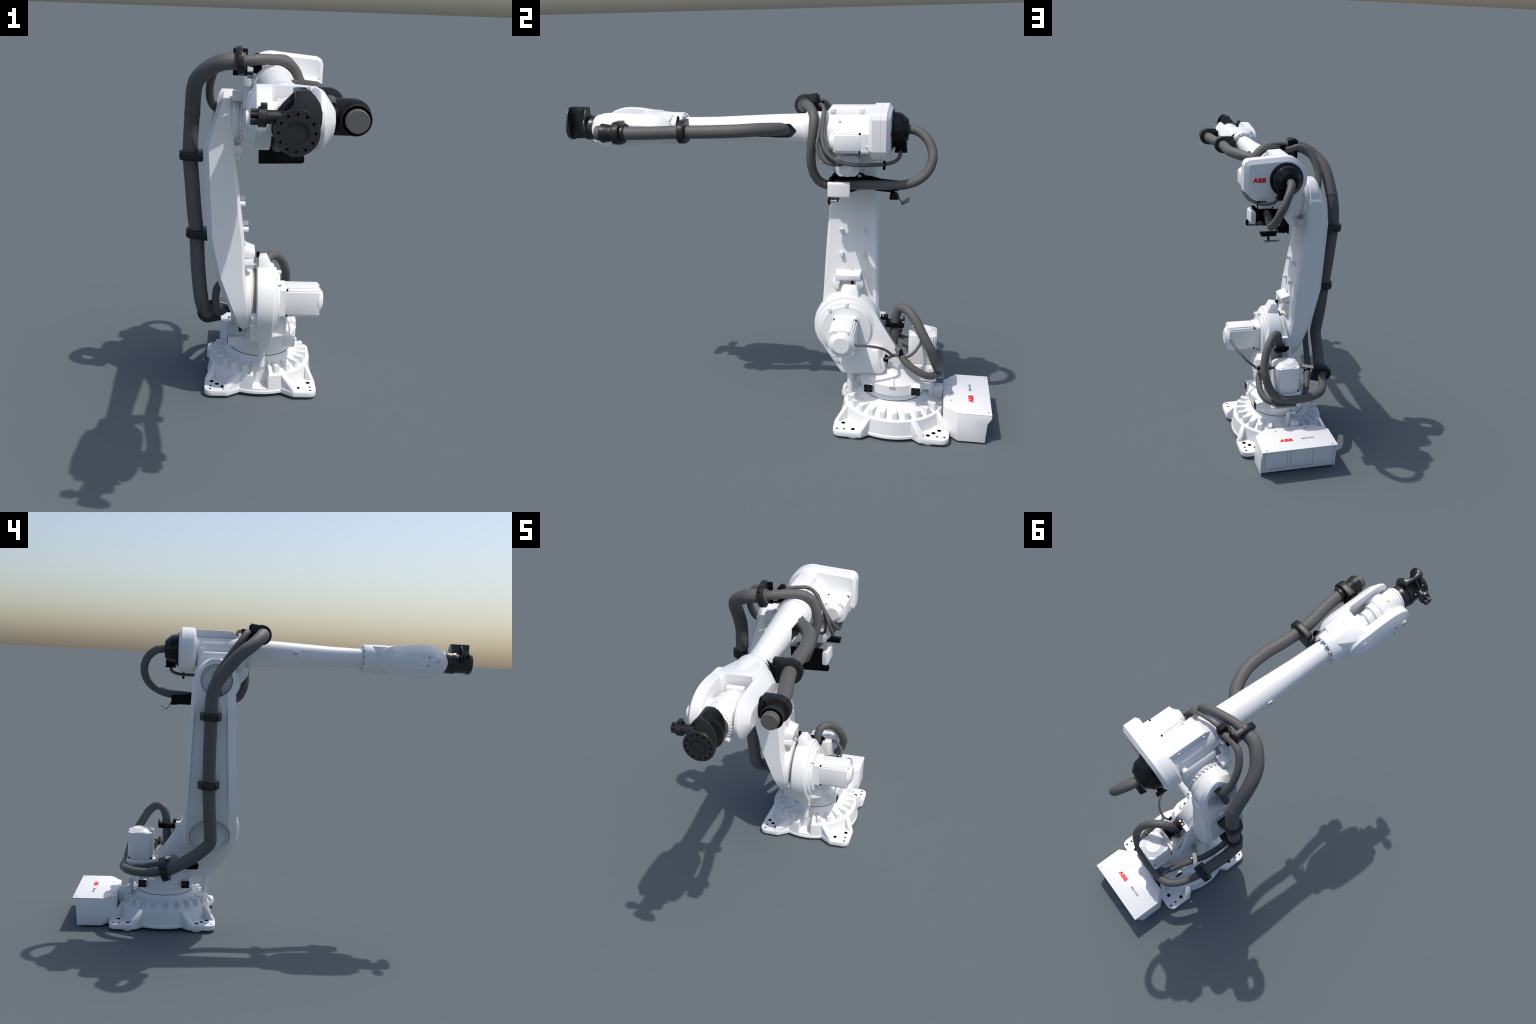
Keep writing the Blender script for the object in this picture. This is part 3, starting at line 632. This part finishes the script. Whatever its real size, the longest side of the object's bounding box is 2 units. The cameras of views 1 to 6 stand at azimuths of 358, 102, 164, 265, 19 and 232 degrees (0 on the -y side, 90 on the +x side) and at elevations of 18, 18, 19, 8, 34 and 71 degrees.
add("nozzle_key", box(-.028, -.012, -.962, -.938, NZ + .018, NZ + .034, .0015), DARKM, tool)
nz = cyl((0, 0, 0), (0, 0, .020), .0065, 16, .0008)
repeat("nozzle_tube", nz, DARKM, [at((-.032, -.948 + .0135 * math.cos(math.radians(a)), NZ + .0135 * math.sin(math.radians(a))), (-1, 0, 0)) for a in range(30, 390, 60)], tool)
repeat("tool_stud", cyl((0, 0, 0), (0, 0, .022), .0045, 12, .0008), DARKM, [at((.012, -.925, 1.415), 'z'), at((.025, -.975, 1.428), 'z'), at((.070, -.983, 1.45), 'z')], tool)

# ================================================================== HOSES
hoses = empty_part("dress_pack")
def hose(name, pts, r, mat=HOSE, **k): return add(name, tube(pts, r, **k), mat, hoses)
# forearm hose to the end fitting
hose("hose", [(0.0765, .055, 1.400), (0.1065, .035, 1.406), (0.1415, .004, 1.411), (0.1695, -.040, 1.414), (0.1915, -.095, 1.414), (0.2025, -.160, 1.411), (0.2045, -.228, 1.409), (0.2005, -.30, 1.406), (0.1995, -.392, 1.404), (0.2045, -.452, 1.404), (0.2185, -.522, 1.403), (0.2305, -.588, 1.403), (0.2365, -.66, 1.403)], .0292)
# rear loop, over the forearm, then thick section down the lower arm
hose("hose", [(.056, .578, 1.402), (.060, .617, 1.398), (.071, .645, 1.383), (.088, .671, 1.357), (.108, .688, 1.318), (.126, .690, 1.284), (.138, .680, 1.249), (.147, .657, 1.217), (.152, .629, 1.196), (.148, .598, 1.182), (.140, .558, 1.172), (.127, .482, 1.168), (.104, .375, 1.161), (.085, .29, 1.154), (.084, .245, 1.153), (.097, .204, 1.168), (.112, .180, 1.201), (.126, .169, 1.239), (.144, .167, 1.294), (.158, .175, 1.359), (.153, .180, 1.420), (.136, .180, 1.459), (.102, .167, 1.487), (.045, .145, 1.499), (-.021, .120, 1.497), (-.075, .110, 1.490)], .0205)
hose("dress_hose", [(-.052, .109, 1.492), (-.078, .109, 1.491), (-.134, .108, 1.487), (-.178, .129, 1.468), (-.214, .158, 1.440), (-.238, .198, 1.409), (-.250, .238, 1.370), (-.256, .280, 1.320), (-.260, .316, 1.270)], .0315)
hose("hose_joint", [(-.2600, .313, 1.275), (-.2610, .323, 1.260)], .0328, sub=1, smooth=False)
hose("dress_hose", [(-.2605, .318, 1.268), (-.264, .337, 1.225), (-.2675, .346, 1.174), (-.2695, .347, 1.092), (-.260, .347, .969), (-.251, .346, .86), (-.240, .343, .757), (-.233, .336, .628), (-.222, .327, .51), (-.2165, .327, .468), (-.214, .345, .444), (-.208, .405, .392), (-.198, .463, .355), (-.190, .52, .323), (-.186, .56, .309)], .0315)
hose("hose", [(-.188, .53, .318), (-.181, .579, .304), (-.166, .635, .296), (-.146, .688, .294), (-.110, .733, .294), (-.043, .757, .290), (.030, .758, .286), (.087, .755, .290), (.130, .750, .311), (.162, .736, .362), (.178, .719, .416), (.181, .704, .443), (.171, .675, .496), (.150, .646, .545), (.122, .614, .577), (.098, .588, .584), (.080, .568, .573), (.070, .554, .540), (.064, .549, .487), (.062, .547, .43), (.062, .54, .36)], .0215)
# slimmer signal hose
hose("hose", [(-.011, .188, 1.479), (-.024, .187, 1.482), (-.059, .182, 1.490), (-.097, .181, 1.501), (-.130, .188, 1.494), (-.155, .204, 1.470), (-.173, .225, 1.442), (-.186, .255, 1.400), (-.190, .288, 1.351), (-.182, .312, 1.312), (-.160, .325, 1.288), (-.128, .33, 1.275)], .0165)
hose("hose", [(-.085, .318, .552), (-.120, .318, .547), (-.146, .321, .518), (-.153, .330, .465), (-.151, .352, .420), (-.147, .385, .388), (-.141, .42, .362), (-.133, .46, .345), (-.123, .502, .334), (-.102, .558, .329), (-.086, .604, .318), (-.068, .656, .302), (-.046, .705, .286), (-.010, .738, .276), (.05, .752, .270), (.11, .748, .268), (.155, .731, .276), (.176, .706, .286), (.188, .672, .305), (.188, .64, .325), (.184, .612, .346), (.176, .594, .364), (.165, .583, .382), (.14, .572, .39), (.10, .562, .38), (.085, .55, .34)], .0165)
hose("hose", [(-.148, .322, 1.250), (-.166, .317, 1.215), (-.186, .315, 1.170), (-.178, .315, 1.120)], .0165)
# thin cables
def cable(pts, r): return add("cable", tube(pts, r, 14), HOSE, hoses)
cable([(.289, .372, .468), (.287, .41, .468), (.284, .436, .466), (.272, .478, .457), (.253, .511, .440), (.226, .533, .413), (.192, .541, .385), (.168, .533, .362), (.158, .512, .350)], .0062)
cable([(.192, .541, .382), (.175, .553, .378), (.172, .575, .384), (.168, .59, .384)], .008)
cable([(.105, .676, .440), (.130, .674, .438), (.160, .665, .428), (.183, .646, .407), (.188, .625, .388), (.182, .604, .377), (.170, .588, .38)], .007)
cable([(-.005, .187, 1.492), (.015, .190, 1.502), (.062, .203, 1.508), (.105, .217, 1.504), (.140, .226, 1.475), (.158, .224, 1.443), (.175, .221, 1.410), (.198, .226, 1.366), (.216, .246, 1.327), (.228, .285, 1.295), (.226, .34, 1.278), (.216, .40, 1.272), (.203, .45, 1.272), (.188, .495, 1.273), (.159, .533, 1.280), (.125, .551, 1.294), (.106, .554, 1.315)], .0082)
cable([(.120, .222, 1.498), (.150, .218, 1.46), (.172, .210, 1.42), (.189, .207, 1.388), (.204, .203, 1.351), (.212, .212, 1.318), (.216, .235, 1.287), (.208, .27, 1.272), (.19, .31, 1.268)], .0075)
cable([(.180, .214, 1.40), (.185, .222, 1.35), (.18, .24, 1.30), (.165, .265, 1.275), (.14, .29, 1.262)], .007)

# ------------------------------------------------------------------ clamps
def clamp_mesh(r, wall, thick, reach, half, flat=None):
    """split ring clamp: hose runs along local z, foot toward local +x"""
    R = r + wall
    out = arc((0, 0), R, 90, 270, 20) + [(reach, -half), (reach, half)]
    if abs(half - R) > 1e-4: out = arc((0, 0), R, 70, 290, 22) + [(reach * .55, -half), (reach, -half), (reach, half), (reach * .55, half)]
    me = prism(out, 'z', -thick / 2, thick / 2, .0025)
    hole = cyl((0, 0, -1), (0, 0, 1), r * 1.02, 40)
    return cutmesh(me, [hole], bevel=0, angle=30)
def clamp(pos, along, foot, r, wall=.018, thick=.034, reach=.05, half=None, mat=CLAMP, name="hose_clamp"):
    z = Vector(along).normalized(); x = Vector(foot); x = (x - z * x.dot(z)).normalized(); y = z.cross(x)
    M = Matrix((( *x, 0), (*y, 0), (*z, 0), (0, 0, 0, 1))).transposed()
    me = clamp_mesh(r, wall, thick, reach, half or (r + wall))
    ob = add(name, me, mat, hoses); ob.matrix_basis = Matrix.Translation(pos) @ M
    for s in (1, -1):   # clamp bolts sit in slots at both shoulders
        b = add("clamp_slot", box(-.0022, .0022, -.0008, .0008, -thick * .32, thick * .32, .0004), BLACK, hoses)
        b.matrix_basis = Matrix.Translation(pos) @ M @ Matrix.Rotation(s * .75, 4, 'Z') @ Matrix.Translation((-(r + wall), 0, 0)) @ Matrix.Rotation(math.pi / 2, 4, 'Z')
    return ob
clamp((-.073, .110, 1.491), (1, .03, .12), (0, 1, .1), .031, .019, .025, .060, .048)
clamp((-.2705, .347, 1.092), (0, 0, 1), (1, 0, 0), .031, .014, .036, .056, .052)
clamp((-.2405, .345, .757), (.05, 0, 1), (1, 0, 0), .031, .014, .036, .050, .052)
clamp((-.1905, .545, .313), (.08, .95, -.33), (1, 0, .25), .030, .021, .034, .052)
clamp((.199, -.400, 1.404), (.04, -1, 0), (-1, 0, 0), .0292, .021, .030, .066)
clamp((.2365, -.690, 1.403), (0, -1, 0), (-1, 0, 0), .034, .016, .034, .052, .050)
# end fitting of the forearm hose
add("hose_end_collar", revolve([(.0345, -.655), (.036, -.657), (.036, -.68), (.036, -.725), (.038, -.73), (.0425, -.757), (.0425, -.763), (.037, -.765)], 'y', (.2365, 0, 1.403), 48), CLAMP, hoses)
add("hose_end_plug", revolve([(0, -.70), (.0325, -.70), (.0325, -.790), (.030, -.793), (0, -.793)], 'y', (.2365, 0, 1.403), 16, start=.2, angle=25), HOSE, hoses)
add("plug_gap", revolve([(.0, -.7655), (.0395, -.7655), (.0395, -.7665), (0, -.7665)], "y", (.2365, 0, 1.403), 48), HOLE, hoses)
add("fitting_disc", cyl((.172, -.69, 1.401), (.193, -.69, 1.401), .040, 40, .002), BLACK, hoses)
add("clamp_strap", hull([(.150, -.435, 1.425), (.118, -.436, 1.462), (.120, -.446, 1.466), (.153, -.446, 1.428), (.148, -.43, 1.36), (.153, -.446, 1.36)], .001), BLACK, hoses)
add("clamp_strap", box(.118, .150, -.425, -.395, 1.375, 1.43, .003), CLAMP, hoses)
# brackets carrying the clamps on the forearm housing
add("bracket", box(-.10, -.045, .166, .172, 1.435, 1.535, .001), BLACK, hoses)
add("bracket", box(-.066, -.026, .165, .200, 1.440, 1.448, .001), BLACK, hoses)
add("bracket", hull([(-.05, .17, 1.448), (-.02, .17, 1.448), (-.02, .215, 1.45), (-.05, .215, 1.45), (-.045, .21, 1.42), (-.02, .21, 1.42)], .001), STEEL, hoses)
add("bracket", box(-.022, .010, .160, .200, 1.445, 1.512, .002), BLACK, hoses)
add("cable_clamp", box(-.018, .002, .162, .206, 1.470, 1.518, .003), BLACK, hoses)
add("clamp_bolt", place(bolt_mesh(.005, .006), at((-.012, .207, 1.478), 'y')), STEEL, hoses)
# strap from frame wall to the low clamp
add("strap", hull([(-.036, .485, .352), (-.036, .505, .335), (-.045, .487, .334), (-.10, .520, .362), (-.10, .545, .360), (-.036, .515, .36), (-.137, .540, .360), (-.137, .568, .356), (-.10, .545, .354), (-.137, .55, .352)], .001), GREYP, hoses)
add("strap_bolt", place(bolt_mesh(.005, .004), at((-.047, .492, .340), (-1, 0, 0))), STEEL, hoses)
add("cable_clamp", hull([(-.118, .540, .312), (-.086, .540, .312), (-.086, .558, .310), (-.118, .558, .310), (-.118, .54, .352), (-.086, .54, .352), (-.086, .558, .350), (-.118, .558, .350)], .003), BLACK, hoses)
add("cable_clamp", place(bolt_mesh(.0055, .006), at((-.095, .552, .350), 'z')), STEEL, hoses)
# upper clamp on the slanting web
add("hose_bracket", box(.030, .090, .505, .590, .478, .502, .004), BLACK, hoses)
add("hose_bracket", box(.020, .100, .585, .592, .488, .512, .001), BLACK, hoses)
add("hose_bracket", box(.035, .072, .480, .515, .508, .524, .002), BLACK, hoses)
add("bracket_foot", hull([(-.005, .475, .46), (.06, .475, .46), (.06, .470, .52), (-.005, .470, .52), (-.005, .500, .52), (.06, .500, .52), (.06, .500, .505), (-.005, .500, .505)], .002), WHITE, hoses)
repeat("clamp_bolt", bolt_mesh(.0055, .006), STEEL, [at((x, .492, .522), 'z') for x in (.043, .064)] + [at((.096, .588, .510), 'z')], hoses)
add("cable_clamp", hull([(.140, .575, .36), (.185, .575, .365), (.140, .575, .405), (.185, .575, .405), (.140, .595, .36), (.185, .600, .365), (.140, .59, .40), (.180, .592, .40)], .004), BLACK, hoses)
add("clamp_bolt", place(bolt_mesh(.005, .005), at((.165, .575, .404), 'z')), STEEL, hoses)
add("bracket_foot", hull([(.08, .54, .36), (.14, .56, .36), (.08, .54, .40), (.14, .56, .395), (.08, .60, .35), (.14, .60, .35)], .002), WHITE, hoses)
add("cable_clamp", hull([(.150, .498, .325), (.150, .512, .37), (.165, .498, .33), (.165, .512, .375), (.160, .522, .32), (.160, .53, .365), (.150, .52, .32), (.150, .53, .36)], .002), BLACK, hoses)
repeat("clamp_bolt", bolt_mesh(.0045, .004), STEEL, [at((.166, .508, .362), (1, .2, 0)), at((.166, .516, .332), (1, .2, 0))], hoses)
add("hose_saddle", hull([(.02, .745, .262), (.13, .745, .262), (.02, .782, .262), (.13, .782, .262), (.02, .745, .254), (.13, .745, .254), (.02, .782, .256), (.13, .782, .256)], .001), GREYP, hoses)
add("saddle_plate", prism(rounded([(.655, .262), (.655, .305), (.735, .305), (.735, .262)], [.0, .012, .012, 0], 4), 'x', -.060, -.054, .001), GREYP, hoses)

# ------------------------------------------------------------------ bracket plates under the elbow
plates = empty_part("connection_bracket")
pl_ = rounded([(.012, 1.082), (.197, 1.088), (.197, 1.120), (.168, 1.125), (.166, 1.200), (.010, 1.196)], [.004, .012, .012, .002, .003, .003], 4)
pm = prism(pl_, 'y', .250, .256, 0)
pm = cutmesh(pm, [cyl((.032, .2, 1.170), (.032, .3, 1.170), .007, 20)], bevel=0)
add("bracket_plate", pm, BLACK, plates)
side = [(.262, 1.203), (.385, 1.203), (.398, 1.192), (.425, 1.190), (.47, 1.178), (.545, 1.172), (.545, 1.124), (.483, 1.125), (.42, 1.150), (.34, 1.115), (.256, 1.11), (.256, 1.185)]
sm_ = prism(side, 'x', .040, .046, 0)
sm_ = cutmesh(sm_, [cyl((0, .29, 1.190), (.1, .29, 1.190), .008, 20), cyl((0, .372, 1.190), (.1, .372, 1.190), .008, 20)])
add("bracket_plate", sm_, BLACK, plates)
add("bracket_plate", box(.045, .10, .523, .529, 1.148, 1.162, .001), BLACK, plates)
add("bracket_block", hull([(.052, .53, 1.124), (.052, .53, 1.172), (.052, .45, 1.168), (.052, .45, 1.124), (.097, .53, 1.128), (.097, .53, 1.15), (.046, .44, 1.124), (.046, .44, 1.17)], .001), BLACK, plates)
add("bracket_post", box(.100, .106, .524, .534, 1.125, 1.165, .001), BLACK, plates)
add("bracket_shelf", box(.102, .188, .515, .545, 1.126, 1.134, .001), BLACK, plates)
add("bracket_shelf", box(.108, .184, .515, .552, 1.117, 1.127, .001), BLACK, plates)
hk = [(.128, .550, 1.122), (.158, .550, 1.122), (.128, .566, 1.095), (.158, .566, 1.095)]
add("hook_plate", hull([(.145, .548, 1.124), (.158, .548, 1.124), (.145, .568, 1.092), (.158, .568, 1.092), (.145, .551, 1.126), (.158, .551, 1.126), (.145, .570, 1.095), (.158, .570, 1.095)], 0), DARKM, plates)
add("hook_plate", hull([(.103, .567, 1.091), (.178, .567, 1.091), (.103, .600, 1.110), (.178, .600, 1.110), (.103, .567, 1.094), (.178, .567, 1.094), (.103, .599, 1.113), (.178, .599, 1.113)], 0), DARKM, plates)
wbx = rounded([(.164, 1.120), (.191, 1.120), (.191, 1.188), (.164, 1.188)], .010, 5)
add("valve_box", prism(wbx, 'y', .246, .343, .002), WHITE, plates)
fit_m = revolve([(.010, 0), (.010, .006), (.0075, .007), (.0075, .020), (.0085, .021), (.0085, .030), (.005, .030), (.005, .026), (0, .026)], 'z', (0, 0, 0), 16)
repeat("hose_fitting", fit_m, STEEL, [at((x, .256, 1.103), 'y') for x in (.175, .147, .119)], plates)
cap_m = cyl((0, 0, 0), (0, 0, .012), .006, 14, .001)
repeat("fitting_cap", cap_m, BLACK, [at((x, .278, 1.103), 'y') for x in (.175, .147, .119)], plates)
rg = revolve([(.0125, 0), (.0125, .003), (.009, .004), (0, .004)], 'z', (0, 0, 0), 20)
repeat("fitting_nut", rg, BLACK, [at((x, .250, 1.103), (0, -1, 0)) for x in (.175, .147, .119, .09)], plates)
add("grommet", cyl((.085, .25, 1.165), (.085, .24, 1.165), .026, 32, .002), CLAMP, plates)
